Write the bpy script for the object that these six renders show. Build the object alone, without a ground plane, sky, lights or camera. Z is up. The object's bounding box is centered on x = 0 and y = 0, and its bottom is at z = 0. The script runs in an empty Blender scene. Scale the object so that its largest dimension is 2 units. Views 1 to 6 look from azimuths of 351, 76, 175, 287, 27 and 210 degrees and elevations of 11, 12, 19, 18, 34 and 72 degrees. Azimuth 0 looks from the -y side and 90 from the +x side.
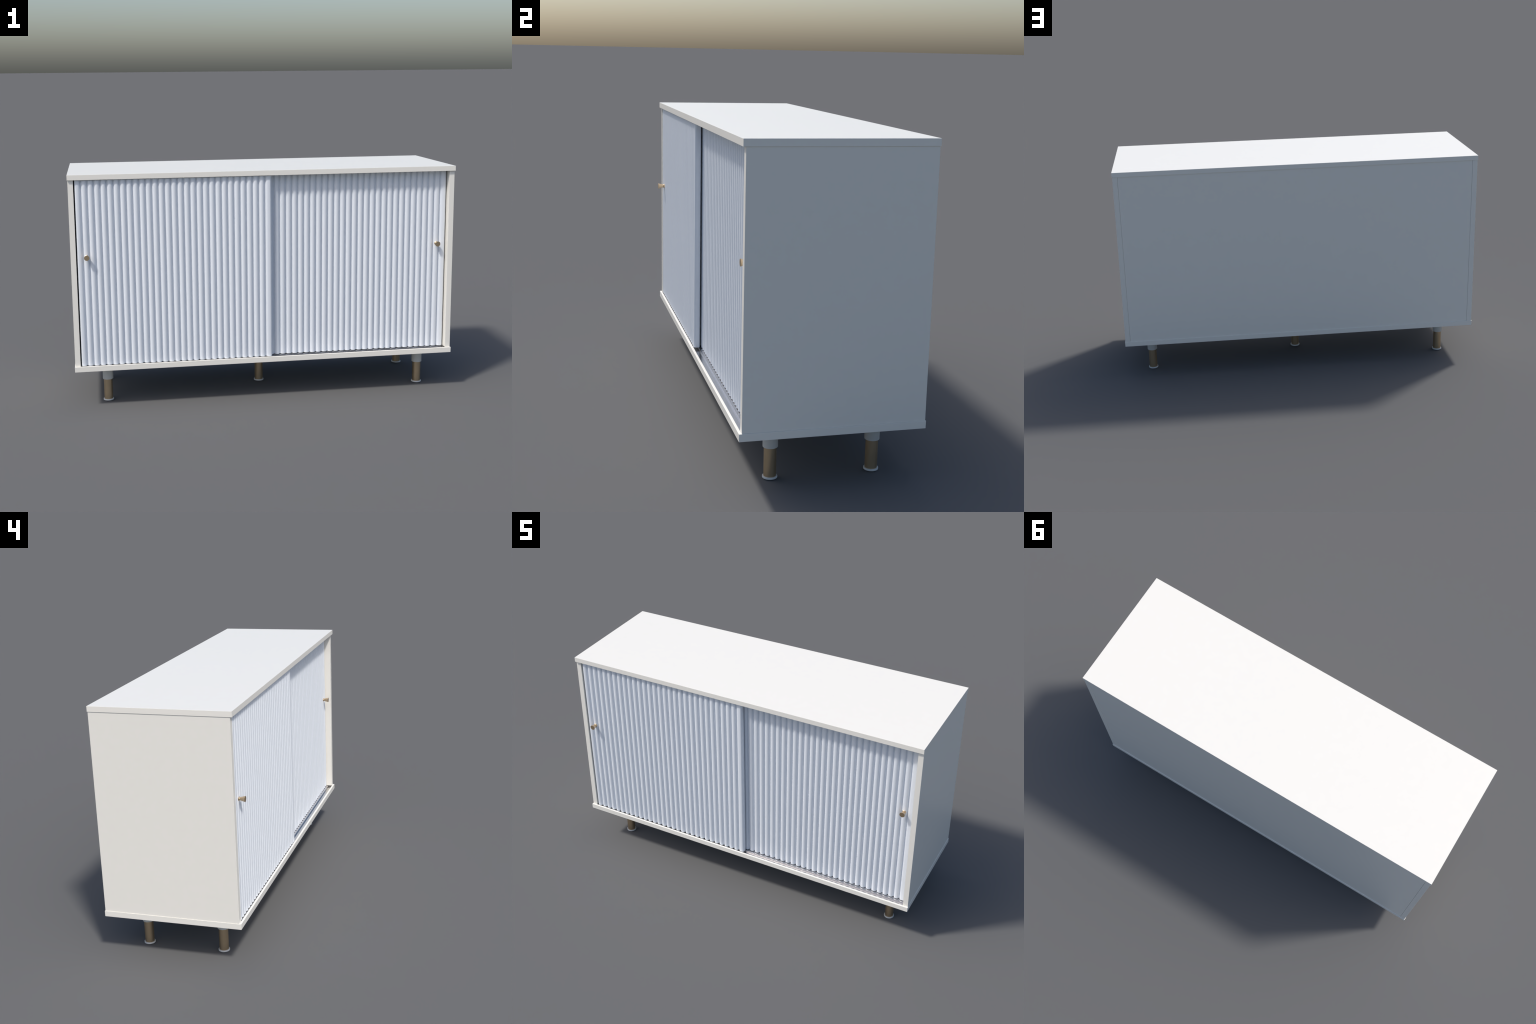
"""Low white sideboard: plain carcass, two fluted sliding doors in a metal track,
small brass knobs, five short bronze legs with pale collars and glides."""
import bpy, bmesh, math
from mathutils import Vector, Matrix

# ------------------------------------------------------------------ sizes (m)
HALF_W = 1.0                       # slabs reach x = +-1
Y_FRONT, Y_BACK = -0.3238, 0.3415  # slab front / back edges
Z_TOP, T_TOP = 1.2083, 0.0257      # top slab
Z_BOT, Z_FLOOR = 0.2003, 0.2276    # bottom slab underside / upper face
PANEL_OUT, PANEL_IN = 0.9976, 0.9708
PANEL_FRONT, PANEL_BACK = -0.3141, 0.3393
BACK_FACE = 0.3383                 # back board sits slightly inside the sides

RIBS, PITCH, DOOR_T = 31, 0.03190, 0.0244
DOOR_Z0, DOOR_Z1 = 0.2291, 1.1800
DOOR_FRONT_Y, DOOR_REAR_Y = -0.3128, -0.2817

GROOVE_Y0, GROOVE_Y1, GROOVE_Z = -0.3142, -0.2560, 0.2188
KNOB_Z = 0.7944


# ------------------------------------------------------------------ materials
def material(name, color, rough, metallic=0.0, grain=0.02, grain_scale=60.0,
             stretch=(1, 1, 1), rough_var=0.05, bump=0.0, spec=0.5):
    m = bpy.data.materials.new(name)
    m.use_nodes = True
    nt = m.node_tree
    b = nt.nodes["Principled BSDF"]
    tc = nt.nodes.new("ShaderNodeTexCoord")
    mp = nt.nodes.new("ShaderNodeMapping")
    mp.inputs["Scale"].default_value = stretch
    no = nt.nodes.new("ShaderNodeTexNoise")
    no.inputs["Scale"].default_value = grain_scale
    no.inputs["Detail"].default_value = 3.0
    nt.links.new(tc.outputs["Object"], mp.inputs["Vector"])
    nt.links.new(mp.outputs["Vector"], no.inputs["Vector"])
    ramp = nt.nodes.new("ShaderNodeValToRGB")
    ramp.color_ramp.elements[0].position = 0.3
    ramp.color_ramp.elements[1].position = 0.7
    ramp.color_ramp.elements[0].color = tuple(c * (1 - grain) for c in color) + (1,)
    ramp.color_ramp.elements[1].color = tuple(min(1, c * (1 + grain)) for c in color) + (1,)
    nt.links.new(no.outputs["Fac"], ramp.inputs["Fac"])
    nt.links.new(ramp.outputs["Color"], b.inputs["Base Color"])
    mr = nt.nodes.new("ShaderNodeMapRange")
    mr.inputs["To Min"].default_value = max(0, rough - rough_var)
    mr.inputs["To Max"].default_value = min(1, rough + rough_var)
    nt.links.new(no.outputs["Fac"], mr.inputs["Value"])
    nt.links.new(mr.outputs["Result"], b.inputs["Roughness"])
    b.inputs["Metallic"].default_value = metallic
    b.inputs["Specular IOR Level"].default_value = spec
    if bump:
        bp = nt.nodes.new("ShaderNodeBump")
        bp.inputs["Strength"].default_value = bump
        bp.inputs["Distance"].default_value = 0.0005
        nt.links.new(no.outputs["Fac"], bp.inputs["Height"])
        nt.links.new(bp.outputs["Normal"], b.inputs["Normal"])
    return m


WHITE = material("white_lacquer", (0.83, 0.806, 0.742), 0.30, grain=0.004, grain_scale=25, rough_var=0.01)
DOORS = material("pale_blue_lacquer", (0.748, 0.787, 0.84), 0.30, grain=0.004, grain_scale=25, rough_var=0.01)
METAL = material("aluminium_track", (0.58, 0.57, 0.57), 0.20, metallic=1.0, grain=0.04,
                 grain_scale=40, stretch=(0.2, 8, 8))
BRASS = material("brushed_brass", (0.70, 0.53, 0.34), 0.36, metallic=1.0, grain=0.03,
                 grain_scale=150)
BRONZE = material("bronze_tube", (0.55, 0.43, 0.29), 0.45, metallic=1.0, grain=0.04,
                  grain_scale=80, stretch=(1, 1, 0.3))
PLASTIC = material("pale_grey_plastic", (0.59, 0.60, 0.59), 0.5, grain=0.01)


# ------------------------------------------------------------------ helpers
def obj_from_bm(name, bm, mat, parent=None, angle=30):
    bmesh.ops.recalc_face_normals(bm, faces=bm.faces)
    me = bpy.data.meshes.new(name)
    bm.to_mesh(me)
    bm.free()
    me.materials.append(mat)
    for p in me.polygons:
        p.use_smooth = angle > 0
    if angle > 0:
        me.set_sharp_from_angle(angle=math.radians(angle))
    ob = bpy.data.objects.new(name, me)
    bpy.context.scene.collection.objects.link(ob)
    ob.parent = parent
    return ob


def box_bm(x0, x1, y0, y1, z0, z1, bevel=0.0):
    bm = bmesh.new()
    bmesh.ops.create_cube(bm, size=1.0)
    bmesh.ops.scale(bm, vec=(x1 - x0, y1 - y0, z1 - z0), verts=bm.verts)
    bmesh.ops.translate(bm, vec=((x0 + x1) / 2, (y0 + y1) / 2, (z0 + z1) / 2), verts=bm.verts)
    if bevel:
        bmesh.ops.bevel(bm, geom=list(bm.edges), offset=bevel, segments=2, profile=0.5,
                        affect='EDGES')
    return bm


def box(name, x0, x1, y0, y1, z0, z1, mat, parent, bevel=0.0006):
    return obj_from_bm(name, box_bm(x0, x1, y0, y1, z0, z1, bevel), mat, parent, angle=0)


def prism(pts, axis, a0, a1):
    """Extrude a closed 2-D outline along x ('x': pts are (y, z)) or z ('z': pts are (x, y))."""
    bm = bmesh.new()
    mk = (lambda p, a: (a, p[0], p[1])) if axis == 'x' else (lambda p, a: (p[0], p[1], a))
    lo = [bm.verts.new(mk(p, a0)) for p in pts]
    hi = [bm.verts.new(mk(p, a1)) for p in pts]
    n = len(pts)
    for i in range(n):
        j = (i + 1) % n
        bm.faces.new((lo[i], lo[j], hi[j], hi[i]))
    bm.faces.new(lo)
    bm.faces.new(hi[::-1])
    return bm


def lathe_bm(profile, seg=48):
    """Surface of revolution about z from (radius, z) pairs, closed at both ends."""
    bm = bmesh.new()
    rings = []
    for r, z in profile:
        if r < 1e-6:
            rings.append([bm.verts.new((0, 0, z))])
        else:
            rings.append([bm.verts.new((r * math.cos(2 * math.pi * i / seg),
                                        r * math.sin(2 * math.pi * i / seg), z))
                          for i in range(seg)])
    for a, b in zip(rings, rings[1:]):
        for i in range(seg):
            j = (i + 1) % seg
            f = [a[i % len(a)], a[j % len(a)], b[j % len(b)], b[i % len(b)]]
            u = []
            for v in f:
                if v not in u:
                    u.append(v)
            if len(u) > 2:
                bm.faces.new(u)
    return bm


# ------------------------------------------------------------------ sideboard
root = bpy.data.objects.new("sideboard", None)
bpy.context.scene.collection.objects.link(root)
root["label"] = "white sideboard with fluted pale blue sliding doors and bronze legs"
root["category"] = "sideboard"

# carcass ---------------------------------------------------------------
box("top_panel", -HALF_W, HALF_W, Y_FRONT, Y_BACK, Z_TOP - T_TOP, Z_TOP, WHITE, root)
for s in (-1, 1):
    xs = sorted((s * PANEL_IN, s * PANEL_OUT))
    box("side_panel", xs[0], xs[1], PANEL_FRONT, PANEL_BACK,
        Z_FLOOR + 0.0002, Z_TOP - T_TOP - 0.0002, WHITE, root)
box("back_panel", -PANEL_IN + 0.0006, PANEL_IN - 0.0006, BACK_FACE - 0.012, BACK_FACE,
    Z_FLOOR + 0.0002, Z_TOP - T_TOP - 0.0002, WHITE, root, bevel=0.0004)

bottom = box("bottom_panel", -HALF_W, HALF_W, Y_FRONT, Y_BACK, Z_BOT, Z_FLOOR, WHITE, root)
cutter = obj_from_bm("cutter", box_bm(-0.984, 0.984, GROOVE_Y0, GROOVE_Y1, GROOVE_Z - 0.0006,
                                      Z_FLOOR + 0.02), WHITE)
md = bottom.modifiers.new("groove", 'BOOLEAN')
md.operation, md.object, md.solver = 'DIFFERENCE', cutter, 'EXACT'
dg = bpy.context.evaluated_depsgraph_get()
new_me = bpy.data.meshes.new_from_object(bottom.evaluated_get(dg))
bottom.modifiers.clear()
bottom.data = new_me
bpy.data.objects.remove(cutter, do_unlink=True)

# two-channel metal track lying in the groove ------------------------------
y0, y1, zf, zt = GROOVE_Y0 + 0.0003, GROOVE_Y1 - 0.0003, GROOVE_Z, Z_FLOOR - 0.0008
yr = -0.2900                       # ridge between the two doors
zr = zt - 0.0006                   # the rear channel is shallow
rim = 0.0007
round_rim = [(yr - 0.0021 + rim - rim * math.cos(t), zt - rim + rim * math.sin(t))
             for t in (math.pi / 2 * i / 5 for i in range(5, -1, -1))]
track = prism([(y0, zf - 0.0004), (y1, zf - 0.0004), (y1, zt), (y1 - 0.0012, zt), (y1 - 0.0012, zr),
               (yr + 0.0022, zr), (yr + 0.0014, zt)] + round_rim +
              [(yr - 0.0021, zf + 0.0006), (y0 + 0.0008, zf + 0.0006), (y0 + 0.0008, zt), (y0, zt)],
              'x', -0.9835, 0.9835)
obj_from_bm("door_track", track, METAL, root, angle=30)


# fluted doors -------------------------------------------------------------
def flute_outline(n, pitch, thick, left_in=0.0015, right_out=0.0014, end_r=0.0105):
    """Closed (x, y) outline seen from above: n ribs in front, flat back.
    Each rib is a shallow crest arc with tighter shoulders, steep walls and a rounded valley;
    the outer ribs run out flat to a rounded door edge.  Valley k lies at x = k * pitch,
    the crests at y = 0 and the back at y = thick."""
    h = pitch / 2
    x_crest, a_crest = 0.0090, math.radians(31)    # crest arc ends here
    x_wall, a_wall = 0.0124, math.radians(72)      # shoulder ends here
    r_valley = (h - x_wall - 0.0008) / math.sin(a_wall)
    R = x_crest / math.sin(a_crest)
    r = (x_wall - x_crest) / (math.sin(a_wall) - math.sin(a_crest))

    half = []                                      # crest -> valley
    for i in range(7):
        a = a_crest * i / 6
        half.append((R * math.sin(a), R - R * math.cos(a)))
    y_c = half[-1][1]
    for i in range(1, 9):
        a = a_crest + (a_wall - a_crest) * i / 8
        half.append((x_crest + r * (math.sin(a) - math.sin(a_crest)),
                     y_c + r * (math.cos(a_crest) - math.cos(a))))
    y_w = half[-1][1] + 0.0008 * math.tan(a_wall)
    for i in range(7):
        a = a_wall * (1 - i / 6)
        half.append((h - r_valley * math.sin(a),
                     y_w + r_valley * (math.cos(a) - math.cos(a_wall))))

    def edge(reach):                               # crest -> flat -> rounded door edge
        return [(0.0, 0.0)] + [
            (reach - end_r + end_r * math.sin(t), end_r - end_r * math.cos(t))
            for t in (math.pi / 2 * i / 10 for i in range(11))]

    pts = []
    for k in range(n):
        cx = (k + 0.5) * pitch
        left = edge(h - left_in) if k == 0 else half
        right = edge(h + right_out) if k == n - 1 else half
        pts += [(cx - x, y) for x, y in reversed(left)][:-1]
        pts += [(cx + x, y) for x, y in (right if k == n - 1 else right[:-1])]
    x0, x1 = left_in, n * pitch + right_out
    pts += [(x1, thick - 0.001), (x1 - 0.001, thick), (x0 + 0.001, thick), (x0, thick - 0.001)]
    return pts


def make_door(x_valley, y_crest):
    pts = [(x_valley + x, y_crest + y) for x, y in flute_outline(RIBS, PITCH, DOOR_T)]
    return obj_from_bm("sliding_door", prism(pts, 'z', DOOR_Z0, DOOR_Z1), DOORS, root, angle=40)


left_door = make_door(-0.9668, DOOR_FRONT_Y)
right_door = make_door(-0.0237, DOOR_REAR_Y)

# knobs: a flared foot, narrow neck and a cone widening to a flat face ----------
knob_prof = [(0, -0.008), (0.0098, -0.008), (0.0098, 0.0004), (0.0090, 0.0012), (0.0078, 0.0022),
             (0.0074, 0.0034), (0.0075, 0.0050), (0.0083, 0.0090), (0.0098, 0.0150), (0.0116, 0.0213),
             (0.0132, 0.0268), (0.0136, 0.0282), (0.0132, 0.0285), (0, 0.0285)]
knob_me = None
for door, x, y in ((left_door, -0.9180, -0.3133),
                   (right_door, 0.9176, DOOR_REAR_Y)):
    if knob_me is None:
        k = obj_from_bm("knob", lathe_bm(knob_prof, 40), BRASS, door, angle=24)
        knob_me = k.data
    else:
        k = bpy.data.objects.new("knob", knob_me)
        bpy.context.scene.collection.objects.link(k)
        k.parent = door
    k.location = (x, y, KNOB_Z)
    k.rotation_euler = (math.radians(90), 0, 0)   # axis points to -y

# legs --------------------------------------------------------------------
COLLAR_R, TUBE_R, GLIDE_R, COLLAR_Z = 0.0273, 0.0226, 0.0271, 0.1160
tube_me = collar_me = glide_me = None
shapes = {
    "leg": ([(0, 0.006), (TUBE_R, 0.006), (TUBE_R, COLLAR_Z + 0.01), (0, COLLAR_Z + 0.01)], BRONZE),
    "collar": ([(0, COLLAR_Z), (COLLAR_R - 0.0012, COLLAR_Z), (COLLAR_R - 0.0003, COLLAR_Z + 0.0004),
                (COLLAR_R, COLLAR_Z + 0.0014), (COLLAR_R, Z_BOT - 0.0001), (0, Z_BOT - 0.0001)], PLASTIC),
    "glide": ([(0, 0), (GLIDE_R - 0.0015, 0), (GLIDE_R, 0.0012), (GLIDE_R, 0.0065),
               (GLIDE_R - 0.0008, 0.0076), (TUBE_R - 0.002, 0.0076), (0, 0.0076)], PLASTIC),
}
meshes = {}
for nm, (prof, mat) in shapes.items():
    tmp = obj_from_bm(nm, lathe_bm(prof, 56), mat, angle=40)
    meshes[nm] = tmp.data
    bpy.data.objects.remove(tmp, do_unlink=True)
for x, y in ((-0.835, -0.1795), (0.857, -0.1795), (-0.835, 0.1982), (0.857, 0.1982), (0.0005, 0.0090)):
    leg = bpy.data.objects.new("leg", meshes["leg"])
    bpy.context.scene.collection.objects.link(leg)
    leg.parent = root
    leg.location = (x, y, 0)
    for nm in ("collar", "glide"):
        o = bpy.data.objects.new(nm, meshes[nm])
        bpy.context.scene.collection.objects.link(o)
        o.parent = leg
